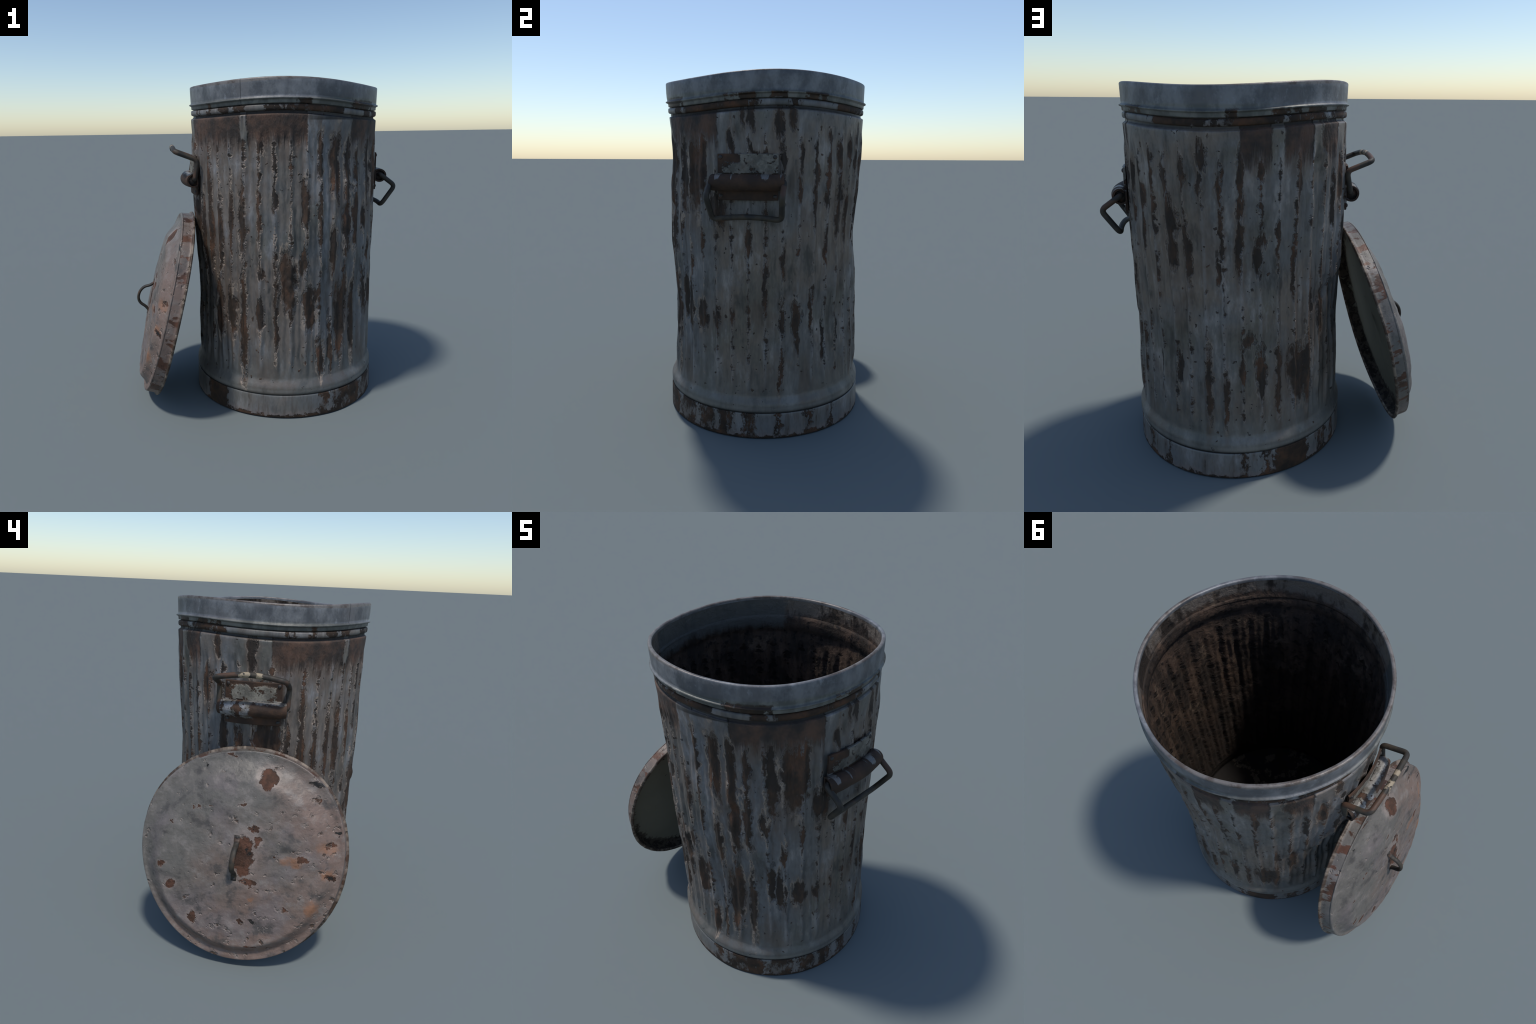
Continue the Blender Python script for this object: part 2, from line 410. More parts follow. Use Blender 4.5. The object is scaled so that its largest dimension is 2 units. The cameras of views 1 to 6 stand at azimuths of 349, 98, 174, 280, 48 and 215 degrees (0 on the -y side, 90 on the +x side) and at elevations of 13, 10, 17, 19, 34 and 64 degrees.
def rim_material(name="grey_zinc_rim"):
    N = Nodes(name)
    co, x, y, z = N.coords()
    th = N.m('MULTIPLY', N.m('ARCTAN2', y, x), 180 / math.pi)
    v = N.vmul(co, (1, 1, .7))
    a = N.noise(v, 10, 6, .65, (1, 2, 3))
    f = N.noise(v, 40, 4, .6)
    w = N.m('SUBTRACT', N.noise(co, 40, 4, .65, (4, 4, 1)), .5)
    c = N.mix(N.ss(a, .36, .66), (.084, .088, .097), (.198, .202, .210))
    c = N.mix(N.ss(N.noise(co, 4, 4, .6, (8, 8, 1)), .48, .64, 0, .6), c, (.135, .128, .130))
    c = N.mix(N.ss(N.noise(v, 18, 5, .65, (2, 9, 9)), .58, .74, 0, .6), c, (.27, .28, .30))
    c = N.mix(N.ss(f, .50, .75, 0, .3), c, (.07, .073, .08))
    # below the bead: creamy zinc broken by rust
    c = N.mix(N.ss(z, 1.900, 1.885, 0, .85), c, N.mix(N.ss(a, .40, .62), (.085, .088, .078), (.175, .172, .152)))
    zr = N.m('ADD', z, N.m('ADD', N.m('MULTIPLY', w, .02), N.m('MULTIPLY', N.m('SINE', N.m('MULTIPLY', N.m('ARCTAN2', y, x), 3)), -.0065)))
    R = N.m('MULTIPLY', stretches(N, N.m('ADD', th, N.m('MULTIPLY', w, 5)), RIM_LOW_RUST, .5), N.ss(zr, 1.886, 1.872))
    R = N.m('MULTIPLY', R, N.ss(N.noise(co, 16, 4, .65, (1, 5, 5)), .38, .46))
    rc, r1, r2 = rust(N, co)
    c = N.mix(R, c, rc)
    # worn mouth edge with rusty flecks
    mouth = N.ss(N.m('ADD', z, N.m('MULTIPLY', N.m('SINE', N.m('MULTIPLY', N.m('ARCTAN2', y, x), 3)), -.0085)), 1.974, 1.982, 0, .85)
    c = N.mix(mouth, c, N.mix(N.ss(N.noise(co, 13, 5, .68, (3, 7, 3)), .42, .62), (.170, .152, .138), (.075, .052, .038)))
    seam = N.band(th, -126.7, -126.2, .12)
    c = N.mix(N.m('MULTIPLY', seam, .7), c, (.03, .03, .032))
    h = N.m('ADD', N.m('ADD', a, N.m('MULTIPLY', f, .15)), N.m('MULTIPLY', R, -.5))
    return N.out(c, N.m('ADD', .38, N.m('MULTIPLY', a, .2)), h, .005, metal=.25, spec=.45)


def ring_material(name, foot):
    """Neck ring and foot: zinc crossed by stretches of rust; rust eats the lower edge of the foot."""
    N = Nodes(name)
    co, x, y, z = N.coords()
    th = N.m('MULTIPLY', N.m('ARCTAN2', y, x), 180 / math.pi)
    zc, sp, fine = zinc(N, co)
    w = N.m('SUBTRACT', N.noise(N.vmul(co, (1, 1, .4)), 36, 5, .68), .5)
    w3 = N.m('SUBTRACT', N.noise(co, 20, 5, .68, (1, 1, 9)), .5)
    tw = N.m('ADD', th, N.m('ADD', N.m('MULTIPLY', w, 12.0), N.m('MULTIPLY', w3, 16.0)))
    big = stretches(N, tw, FOOT_RUST if foot else RING_RUST, .7)
    s = N.noise(N.vec(N.m('MULTIPLY', th, .22), N.m('MULTIPLY', z, 3.0), 2.0), 1.0, 5, .68, (5, 5, 3))
    k = N.m('ADD', s, N.m('MULTIPLY', w, .14))
    hole = N.ss(N.noise(N.vmul(co, (1, 1, .5)), 15, 5, .70, (7, 2, 2)), .50 if foot else .55, .62)
    R = N.m('MAXIMUM', N.m('MULTIPLY', big, N.m('SUBTRACT', 1.0, hole)), N.ss(k, .61, .69))
    if foot:
        R = N.m('MAXIMUM', R, stretches(N, N.m('ADD', th, N.m('MULTIPLY', w3, 8.0)), [(106.5, 124.5), (-155, -141)], .7))
    zc = N.mix(.35 if foot else .3, zc, N.mix(sp, (.085, .085, .080), (.20, .197, .188)))
    if foot:
        lo = N.m('ADD', z, N.m('MULTIPLY', N.m('SUBTRACT', N.noise(co, 11, 5, .72, (2, 1, 5)), .5), .13))
        R = N.m('MAXIMUM', R, N.ss(lo, .022, .012))
        zc = N.mix(N.ss(lo, .055, .016, 0, .65), zc, (.21, .165, .150))
        zc = N.mix(N.ss(z, .128, .146, 0, .5), zc, (.165, .165, .155))
    st = N.m('MULTIPLY', N.m('MAXIMUM', N.ss(k, .46, .62), N.m('MULTIPLY', big, .8)), .65)
    c = N.mix(st, zc, (.095, .076, .064))
    rc, r1, r2 = rust(N, co, (3, 3, 0))
    c = N.mix(R, c, rc)
    if foot:
        c = N.mix(N.ss(z, .010, .002, 0, .8), c, (.012, .010, .009))
    h = N.m('ADD', N.m('MULTIPLY', N.m('SUBTRACT', 1.0, R), 1.5), N.m('ADD', N.m('MULTIPLY', fine, .2), N.m('MULTIPLY', N.m('MULTIPLY', R, r2), .8)))
    return N.out(c, N.m('ADD', .5, N.m('MULTIPLY', R, .3)), h, .004, metal=.08, spec=.4)


def bail_material(name, tan_spots):
    N = Nodes(name)
    co, x, y, z = N.coords()
    a = N.noise(co, 14, 4, .6)
    b = N.noise(co, 60, 4, .6)
    c = N.mix(N.ss(a, .42, .62), (.026, .023, .019), (.050, .040, .028))
    c = N.mix(N.ss(N.noise(co, 9, 3, .5, (4, 4, 4)), .54, .64, 0, .9), c, (.085, .045, .028))
    if tan_spots:
        w = N.m('MULTIPLY', N.m('SUBTRACT', N.noise(co, 40, 3, .6), .5), .05)
        yy = N.m('ADD', y, w)
        t = N.m('MAXIMUM', N.band(yy, -.068, -.038, .003), N.band(yy, .002, .053, .003))
        t = N.m('MULTIPLY', N.m('MULTIPLY', t, N.ss(z, 1.598, 1.606)), N.ss(b, .42, .46))
        c = N.mix(t, c, (.30, .24, .165))
    return N.out(c, N.m('ADD', .45, N.m('MULTIPLY', b, .3)), N.m('ADD', a, N.m('MULTIPLY', b, .5)), .0025, metal=.0, spec=.35)


def plate_material(name, side):
    """Handle plates and sleeves: zinc paint worn through to rust; side=1 right, -1 left."""
    N = Nodes(name)
    co, x, y, z = N.coords()
    w = N.m('SUBTRACT', N.noise(co, 22, 4, .65, (side, 2, 2)), .5)
    f = N.noise(co, 60, 4, .6)
    g1 = N.noise(co, 13, 5, .68, (2, side, 3))
    c = N.mix(N.ss(g1, .36, .62), (.075, .070, .060), (.185, .172, .148)) if side > 0 else N.mix(N.ss(g1, .36, .62), (.110, .100, .084), (.235, .218, .182))
    c = N.mix(N.m('MULTIPLY', N.ss(z, 1.48, 1.45, 0, .7), N.ss(g1, .40, .55)), c, (.27, .272, .30) if side < 0 else (.14, .14, .155))
    c = N.mix(N.ss(f, .5, .7, 0, .35), c, (.06, .055, .05))
    yw = N.m('ADD', y, N.m('MULTIPLY', w, .10))
    zw = N.m('ADD', z, N.m('MULTIPLY', w, .05))
    plate_z = N.ss(z, 1.468, 1.476)
    if side == 1:
        Rp = N.m('MULTIPLY', N.m('MULTIPLY', N.ss(yw, -.035, -.045), N.ss(zw, 1.522, 1.532)), plate_z)
        Rp = N.m('MAXIMUM', Rp, N.m('MULTIPLY', N.ss(yw, -.128, -.138), plate_z))
        sl = N.m('SUBTRACT', N.m('ADD', zw, N.m('MULTIPLY', N.ss(N.noise(N.vec(N.m('MULTIPLY', y, 16), 0, 0), 1.0, 3), .50, .58), .030)), .0)
        Rs = N.ss(sl, 1.481, 1.473)
    else:
        Rp = N.m('MAXIMUM', N.ss(zw, 1.545, 1.555), N.ss(N.m('ABSOLUTE', yw), .122, .134))
        Rs = N.m('MULTIPLY', N.ss(yw, .015, -.005), N.ss(zw, 1.466, 1.456))
        Rs = N.m('MAXIMUM', Rs, N.band(yw, .062, .092, .005))
        Rs = N.m('MAXIMUM', Rs, N.ss(y, .172, .178))
    under = N.ss(zw, 1.376, 1.368)
    R = N.m('MAXIMUM', N.m('MULTIPLY', Rs, N.ss(z, 1.478, 1.470)), N.m('MULTIPLY', Rp, plate_z))
    R = N.m('MAXIMUM', R, N.m('MULTIPLY', under, N.ss(N.noise(co, 8, 3, .5, (0, side, 1)), .36, .44)))
    R = N.m('MAXIMUM', R, N.ss(N.noise(co, 22, 5, .68, (1, side, 8)), .57, .62))
    rc, r1, r2 = rust(N, co, (side, side, 0))
    rc = N.mix(.35, rc, (.060, .034, .024))
    c = N.mix(N.ss(w, .02, .12, 0, .3), c, (.17, .125, .095))
    c = N.mix(R, c, rc)
    return N.out(c, N.m('ADD', .42, N.m('MULTIPLY', R, .35)), N.m('ADD', N.m('SUBTRACT', 1.0, R), N.m('MULTIPLY', f, .5)), .005, metal=.1, spec=.4)


# lid face patches in the lid's own plane: (x, y, half width, half height)
LID_PATCHES = [(.126, .443, .046, .056), (.030, .012, .050, .110), (.062, -.130, .052, .018), (.074, .168, .034, .015),
               (.098, .105, .022, .025), (.348, .025, .034, .015), (.404, .35, .020, .018), (-.383, -.198, .026, .029),
               (-.238, -.374, .023, .034), (.038, -.363, .020, .013), (-.439, -.091, .018, .013), (-.245, .253, .010, .010),
               (-.268, .247, .006, .008), (.001, .301, .013, .009), (.20, .028, .011, .008), (.283, -.264, .015, .011),
               (-.397, .153, .007, .006), (-.170, .274, .010, .005), (.099, -.501, .034, .006), (-.094, .554, .026, .007),
               (.495, .118, .030, .018), (.505, -.058, .026, .018)]
LID_DARK = [(.396, .436, .046, .014), (.505, -.060, .014, .010), (.111, -.352, .019, .009), (.525, .189, .018, .013),
            (-.229, .48, .012, .007), (.075, .17, .006, .006), (.05, -.13, .006, .008), (.045, .055, .006, .012),
            (.06, .03, .012, .006)]
LID_ORANGE = [(.29, .011, .062, .026), (.49, -.045, .040, .028), (.421, -.24, .036, .040), (.087, -.222, .018, .010),
              (.48, .105, .050, .030)]


def lid_material(name="weathered_zinc_lid"):
    N = Nodes(name)
    co, x, y, z = N.coords()
    big = N.noise(co, 2.6, 4, .6, (4.2, 1.1, 0))
    grad = N.m('ADD', N.m('MULTIPLY', N.m('SUBTRACT', x, y), .50), N.m('MULTIPLY', N.m('SUBTRACT', big, .5), 1.3))
    c = N.mix(N.ss(grad, -.25, .28), (.130, .118, .104), (.178, .122, .098))
    lav = N.ss(N.noise(co, 3.4, 4, .6, (1, 7, 3)), .52, .66, 0, .7)
    c = N.mix(lav, c, (.155, .130, .126))
    m1 = N.noise(co, 10, 6, .66, (2, 2, 9))
    c = N.mix(N.ss(m1, .51, .70, 0, .7), c, (.225, .198, .178))
    c = N.mix(N.ss(m1, .48, .32, 0, .8), c, (.062, .056, .052))
    f = N.noise(co, 60, 4, .65)
    c = N.mix(N.ss(f, .5, .75, 0, .3), c, (.08, .072, .068))
    w1 = N.m('MULTIPLY', N.m('SUBTRACT', N.noise(co, 24, 5, .68, (1, 1, 1)), .5), .085)
    w2 = N.m('MULTIPLY', N.m('SUBTRACT', N.noise(co, 24, 5, .68, (9, 2, 1)), .5), .085)
    v = N.vec(N.m('ADD', x, w1), N.m('ADD', y, w2))
    face = N.ss(z, .066, .074)
    F = N.field(v, LID_PATCHES)
    D = N.field(v, LID_DARK)
    O = N.field(v, LID_ORANGE)
    R = N.m('MULTIPLY', N.ss(F, 1.06, .94), face)
    halo = N.m('MULTIPLY', N.ss(F, 1.9, 1.0), face)
    c = N.mix(N.m('MULTIPLY', halo, .5), c, (.27, .21, .18))
    c = N.mix(N.m('MULTIPLY', N.m('MULTIPLY', N.ss(O, 1.5, .5), face), N.ss(m1, .35, .6, .25, .9)), c, (.24, .115, .062))
    rc, r1, r2 = rust(N, co)
    rc = N.mix(N.ss(r1, .45, .6, .35, .85), rc, (.105, .045, .027))
    c = N.mix(R, c, rc)
    # scattered pits, denser to the lower right
    pn = N.m('ADD', N.noise(co, 21, 3, .55, (5, 1, 4)), N.ss(grad, -.25, .3, -.02, .045))
    pit = N.ss(pn, .700, .735)
    c = N.mix(N.m('MULTIPLY', N.band(pn, .650, .700, .02), .5), c, (.24, .195, .165))
    c = N.mix(N.m('MULTIPLY', pit, .9), c, N.mix(N.noise(co, 6, 2), (.030, .026, .022), (.11, .060, .036)))
    dk = N.m('MULTIPLY', N.ss(D, 1.1, .8), face)
    c = N.mix(dk, c, (.018, .016, .014))
    # skirt: rust bands round the side
    ang = N.m('MULTIPLY', N.m('ARCTAN2', y, x), 57.3)
    s = N.noise(N.vec(N.m('MULTIPLY', ang, .14), N.m('MULTIPLY', z, 5), 0), 1.0, 4, .62, (3, 3, 3))
    side = N.m('MULTIPLY', N.ss(N.m('ADD', s, N.m('MULTIPLY', N.m('SUBTRACT', m1, .5), .35)), .51, .56), N.ss(z, .072, .066))
    c = N.mix(side, c, rc)
    lipz = N.ss(N.m('ADD', z, N.m('MULTIPLY', N.m('SUBTRACT', m1, .5), .02)), .017, .011)
    c = N.mix(N.m('MULTIPLY', lipz, .85), c, N.mix(N.ss(s, .42, .52), (.21, .165, .125), (.055, .036, .024)))
    h = N.m('ADD', N.m('SUBTRACT', 1.0, R), N.m('ADD', N.m('MULTIPLY', m1, .6), N.m('MULTIPLY', f, .12)))
    h = N.m('SUBTRACT', h, N.m('MULTIPLY', N.m('MAXIMUM', N.ss(pn, .62, .74), dk), .8))
    h = N.m('ADD', h, N.m('MULTIPLY', N.m('MULTIPLY', N.noise(co, 14, 3, .5, (1, 3, 6)), face), 1.2))
    h = N.m('ADD', h, N.m('MULTIPLY', N.m('MULTIPLY', R, r2), 1.0))
    return N.out(c, N.m('ADD', .52, N.m('MULTIPLY', R, .28)), h, .008, metal=.1, spec=.4)


def lid_inside_material(name="grubby_lid_inside"):
    N = Nodes(name)
    co, x, y, z = N.coords()
    a = N.noise(co, 5, 4, .6)
    b = N.noise(co, 22, 4, .65, (2, 3, 4))
    c = N.mix(a, (.140, .130, .098), (.195, .182, .140))
    rr = N.m('SQRT', N.m('ADD', N.m('MULTIPLY', x, x), N.m('MULTIPLY', y, y)))
    dirt = N.ss(N.m('ADD', rr, N.m('MULTIPLY', N.m('SUBTRACT', b, .5), .22)), .525, .56)
    c = N.mix(dirt, c, N.mix(N.ss(b, .45, .55), (.020, .015, .012), (.07, .055, .042)))
    c = N.mix(N.ss(b, .69, .72), c, (.015, .013, .012))
    return N.out(c, .8, N.m('ADD', a, b), .004, spec=.25)


def dark_iron(name="dark_iron"):
    N = Nodes(name)
    co, x, y, z = N.coords()
    a = N.noise(co, 30, 4, .6)
    c = N.mix(N.ss(a, .4, .65), (.028, .026, .025), (.085, .050, .034))
    return N.out(c, .55, a, .002, metal=.2)


def floor_material(name="dark_mottled_bottom"):
    N = Nodes(name)
    co, x, y, z = N.coords()
    a = N.noise(co, 6, 5, .7, (1, 4, 2))
    c = N.mix(N.ss(a, .54, .58), (.012, .010, .009), (.075, .062, .045))
    c = N.mix(N.ss(N.noise(co, 30, 3), .58, .64), c, (.012, .010, .009))
    return N.out(c, .85, a, .006, spec=.2)


# ------------------------------------------------------------------ can geometry
# wall radius at control azimuths (columns) and heights (rows): the dents of the can
AZ_K = [-184, -119, -91, -72, -23, 10, 35, 88, 109, 167]
Z_K = [.24, .42, .55, .70, .85, 1.0, 1.11, 1.25, 1.40, 1.55, 1.68, 1.79]
R_K = {
    -184: [.585, .575, .573, .571, .577, .584, .588, .589, .589, .590, .590, .590],
    -119: [.586, .586, .586, .586, .587, .586, .587, .587, .580, .582, .586, .589],
    -91: [.582, .578, .577, .578, .581, .584, .589, .586, .581, .580, .581, .585],
    -72: [.584, .567, .560, .556, .567, .577, .585, .583, .577, .560, .570, .579],
    -23: [.588, .588, .586, .586, .586, .589, .590, .590, .591, .591, .590, .590],
    10: [.587, .587, .584, .583, .585, .586, .588, .591, .591, .592, .591, .591],
    35: [.586, .584, .581, .579, .581, .584, .586, .589, .592, .594, .595, .592],
    88: [.590, .591, .586, .579, .575, .560, .551, .564, .580, .590, .594, .596],
    109: [.586, .585, .583, .580, .577, .572, .569, .576, .583, .591, .594, .595],
    167: [.585, .582, .581, .579, .580, .584, .588, .593, .594, .593, .592, .591],
}


# how far the sheet sits inside those support radii
TUCK = {-184: .006, -119: .0055, -91: .0045, -72: .010, -23: .003, 10: .0055, 35: .006, 88: .0075, 109: .0055, 167: .0025}


def wall_table():
    tz = np.linspace(0, 2.05, 206)
    ta = np.arange(-180, 180)
    cols = np.array([np.interp(tz, Z_K, np.array(R_K[a]) - TUCK[a] * np.array([1] * 11 + [.2])) for a in AZ_K])
    az = np.array(AZ_K + [AZ_K[0] + 360], float)
    cols = np.vstack([cols, cols[:1]])
    G = np.array([np.interp(np.where(ta < az[0], ta + 360, ta), az, cols[:, k]) for k in range(len(tz))]).T
    ka = np.hanning(19); ka /= ka.sum()
    kz = np.hanning(11); kz /= kz.sum()
    G = np.apply_along_axis(lambda c: np.convolve(np.r_[c[-9:], c, c[:9]], ka, 'valid'), 0, G)
    G = np.apply_along_axis(lambda c: np.convolve(np.r_[[c[0]] * 5, c, [c[-1]] * 5], kz, 'valid'), 1, G)
    return tz, G


TZ, TG = wall_table()


def wall_r(th, z):
    """Dented wall radius, bilinear; th in degrees (array), z scalar or array."""
    a = (np.asarray(th) + 180) % 360
    i = np.floor(a).astype(int) % 360
    fa = a - np.floor(a)
    zi = np.clip(np.asarray(z) / .01, 0, 204.99)
    k = zi.astype(int)
    fz = zi - k
    g = lambda ii, kk: TG[ii % 360, kk]
    return ((1 - fa) * (1 - fz) * g(i, k) + fa * (1 - fz) * g(i + 1, k)
            + (1 - fa) * fz * g(i, k + 1) + fa * fz * g(i + 1, k + 1))


def rim_shift(t):
    """The mouth is not level: height offset by azimuth (radians)."""
    return (-.0088 * np.cos(t) - .001 * np.sin(t) + .0002 * np.cos(2 * t) + .0019 * np.sin(2 * t)
            + .0068 * np.cos(3 * t) + .0096 * np.sin(3 * t) + .0008 * np.cos(4 * t) + .0008 * np.sin(4 * t))


def lift(z, t):
    return z + rim_shift(t) * np.clip(z / 1.8, 0, 1) ** 2


# small knocks in the sheet: (azimuth, z, spread deg, spread z, depth)
DENTS = [(-61, 1.26, 4.0, .035, .016), (-100, .93, 4.5, .07, -.006), (-97, .82, 3.0, .03, .008), (129, 1.62, 3.0, .025, .009),
         (-40, .78, 3.0, .04, .008), (-29, 1.58, 3.5, .03, .008), (24, .82, 4, .03, .007), (138, .93, 6, .03, .012),
         (-62, .66, 3, .04, .008), (104, .72, 4, .05, .006), (-80, .45, 3, .04, .007), (-150, 1.10, 5, .08, .008),
         (60, 1.2, 6, .08, .005), (-110, 1.15, 5, .06, .005), (-12, 1.15, 6, .08, .005), (160, .8, 6, .07, .008), (54, .66, 12, .13, .014)]
# crumpled, crusted areas: (azimuth, z, spread deg, spread z, amount)
CRUMPLES = [(-98, .87, 6.5, .12, .010), (-86, .69, 5, .09, .008), (-66, .56, 5, .14, .006), (-30, 1.48, 8, .14, .006), (121, .56, 7, .12, .007),
            (188, 1.22, 10, .10, .006), (-62, 1.18, 5, .10, .007), (-150, .66, 7, .14, .007), (-42, .74, 7, .10, .006), (55, 1.32, 6, .12, .005)]
# crushed ledges: (azimuth, upper edge z, fades out by z, spread deg, depth)
LEDGES = [(154, 1.00, .66, 16, .021), (-63, 1.30, 1.12, 5, .012), (-112, .80, .55, 6, .006), (60, .98, .75, 9, .007), (-30, 1.02, .8, 8, .007),
          (-163, .98, .75, 8, .008), (10, .78, .6, 8, .006), (128, 1.60, 1.50, 5, .007)]
NT = 720
TH = np.arange(NT) * 2 * np.pi / NT - np.pi
THD = TH / D2R


def wall_outer(z):
    r = wall_r(THD, z)
    nw = np.array([mnoise.noise((math.cos(t) * 11, math.sin(t) * 11, z * 9 + 2)) for t in TH[::5]])
    nw = np.interp(np.arange(NT), np.arange(len(nw) + 1) * 5, np.r_[nw, nw[:1]])
    q = (THD + 1.1 * nw) / 9.0
    phi = (q - np.round(q)) * 9.0
    e = float(smooth(.235, .34, z) * smooth(1.735, 1.64, z))
    ridge = np.exp(-(phi / 1.35) ** 2) - .42 * np.exp(-((np.abs(phi) - 2.7) / 1.1) ** 2)
    r = r - .0030 * e + .0098 * e * ridge * (1 + .42 * np.roll(nw, 90))
    for a, zc, sa, sz, dp in DENTS:
        d = (THD - a + 180) % 360 - 180
        r = r - dp * np.exp(-(d / sa) ** 2 - ((z - zc) / sz) ** 2)
    for a, zt, zb, sa, dp in LEDGES:
        d = (THD - a + 180) % 360 - 180
        zt_ = zt + .03 * np.sin(d * .35)
        r = r - dp * np.exp(-(d / sa) ** 2) * smooth(zt_ + .02, zt_ - .03, z) * float(smooth(zb - .15, zb + .15, z))
    # lap seam down the front left
    s = (THD + 126.0 + 180) % 360 - 180
    r = r + .003 * np.exp(-((s + .9) / .55) ** 2) - .006 * np.exp(-(s / .4) ** 2) * float(smooth(.18, .22, z))
    cw = sum(am * np.exp(-(((THD - a + 180) % 360 - 180) / sa) ** 2 - ((z - zc) / sz) ** 2) for a, zc, sa, sz, am in CRUMPLES)
    on = np.nonzero(cw > .0004)[0]
    for i in on:
        p = (math.cos(TH[i]) * 13, math.sin(TH[i]) * 13, z * 13)
        r[i] += cw[i] * (1.1 * mnoise.noise(p) + .7 * mnoise.noise((p[0] * 2.3, p[1] * 2.3, p[2] * 2.3)))
    # hammered unevenness
    nz = np.array([mnoise.noise((math.cos(t) * 3.2, math.sin(t) * 3.2, z * 3.0)) for t in TH[::6]])
    nf = np.array([mnoise.noise((math.cos(t) * 9, math.sin(t) * 9, z * 8 + 5)) for t in TH[::3]])
    up = lambda n: np.interp(np.arange(NT), np.arange(len(n) + 1) * (NT // len(n)), np.r_[n, n[:1]])
    return r + .0014 * up(nz) + .0013 * up(nf)


def ring_verts(r, z):
    zz = lift(z, TH) if np.isscalar(z) else z
    return np.stack([r * np.cos(TH), r * np.sin(TH), np.broadcast_to(zz, r.shape)], -1)


can = bpy.data.objects.new("trash_can", None)
bpy.context.scene.collection.objects.link(can)
can.location = (AX, AY, 0)
can["label"] = "dented rusty galvanised metal trash can with two drop handles"
can["category"] = "trash can"

M_WALLS = [wall_material(-180 + 30 * i, -150 + 30 * i) for i in range(12)]
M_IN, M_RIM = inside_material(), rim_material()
M_RING, M_FOOT = ring_material("streaky_neck_ring", False), ring_material("streaky_foot", True)
M_IRON, M_FLOOR = dark_iron(), floor_material()

ones = np.ones(NT)
# --- wall: neck groove, corrugated side, flared shoulder, then back up the inside
rows, inner_from = [], 0
n1 = wall_r(THD, 1.79)
SH = RIM_Z
rr = .5925 + .0024 * np.cos(TH - .9) - .0016 * np.cos(2 * TH) + .0008 * np.sin(2 * TH)
wob = np.array([mnoise.noise((math.cos(t) * 5, math.sin(t) * 5, 2.2)) for t in TH])
rr = rr + .0012 * wob
nk = .55 * n1 + .45 * (rr - .001)            # neck, between the mouth and the dented wall
for rel, dr, k in ((-.110, -.0165, 0), (-.132, -.0165, .3), (-.150, -.016, 1), (-.176, -.016, 1), (-.184, -.0155, 1), (-.1885, -.011, 2), (-.192, -.004, 2), (-.195, -.0008, 2)):
    base_r = rr * (1 - k) + nk * k if k < 1 else (nk if k == 1 else n1)
    rows.append(ring_verts(base_r + dr, SH + rel))
zs = list(np.linspace(SH - .199, .26, 150))
for z in zs:
    rows.append(ring_verts(wall_outer(z), z))
rb = wall_outer(.24)
for z in np.linspace(.25, .150, 14):
    k = float(smooth(.25, .188, z))
    r = wall_outer(z) * (1 - k) + .6035 * k
    if z < .165:
        r = r - .004 * float(smooth(.165, .152, z))
    rows.append(ring_verts(r, z))
rows.append(ring_verts(.592 * ones, .146))
rows.append(ring_verts(.588 * ones, .150))
inner_from = len(rows)
for z in np.linspace(.20, SH - .205, 90):
    k = float(smooth(.26, .20, z))
    dim = np.array([mnoise.noise((math.cos(t) * 13, math.sin(t) * 13, z * 22)) for t in TH[::3]])
    dim = np.interp(np.arange(NT), np.arange(NT // 3 + 1) * 3, np.r_[dim, dim[:1]])
    rows.append(ring_verts((wall_outer(z) - .0068 + .0050 * np.minimum(dim, .15)) * (1 - k) + .590 * k, z))
rows.append(ring_verts(nk - .021, SH - .188))
rows.append(ring_verts(nk - .022, SH - .150))
rows.append(ring_verts(rr - .0215, SH - .132))
rows.append(ring_verts(rr - .0205, SH - .110))
V = np.concatenate(rows)
F = grid_faces(len(rows), NT, close_r=True)
mi = [12 if inner_from - 1 <= k // NT < len(rows) else (k % NT) * 12 // NT for k in range(len(F))]
F = [f[::-1] for f in F]
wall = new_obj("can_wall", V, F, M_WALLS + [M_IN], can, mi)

# --- neck ring
prof = [(-.0155, -.140), (-.009, -.1405), (-.0035, -.143), (-.0012, -.148), (-.0008, -.158), (-.0015, -.165), (-.0045, -.1705), (-.010, -.173), (-.0155, -.174)]
rows = [ring_verts(nk + dr, SH + dz) for dr, dz in prof]
new_obj("neck_ring", np.concatenate(rows), [f[::-1] for f in grid_faces(len(rows), NT, close_r=True)], M_RING, can)

# --- rim band with rolled mouth and bead; inside face rusty
prof = [(-.020, -.006), (-.0185, -.002), (-.014, .0002), (-.007, .0006), (-.002, -.002), (0, -.007),
        (-.0004, -.030), (-.0012, -.060), (-.0016, -.090), (-.0012, -.101), (.003, -.1035), (.0085, -.106),
        (.0098, -.109), (.0085, -.112), (.003, -.1145), (-.0015, -.117), (-.0025, -.122), (-.0028, -.132), (-.0045, -.1355),
        (-.012, -.137), (-.0185, -.136)]
inn = [(-.0195, -.124), (-.0160, -.112), (-.0155, -.104), (-.0165, -.090), (-.0170, -.050), (-.0195, -.018)]
rows = [ring_verts(rr + dr + (n1 - .5925) * .55 * float(smooth(-.07, -.13, dz)), SH + dz) for dr, dz in prof + inn]
Fr = [f[::-1] for f in grid_faces(len(rows), NT, close_r=True)]
mi = [1 if len(prof) - 1 <= k // NT < len(rows) - 1 else 0 for k in range(len(Fr))]
new_obj("rim_band", np.concatenate(rows), Fr, [M_RIM, M_IN], can, mi)

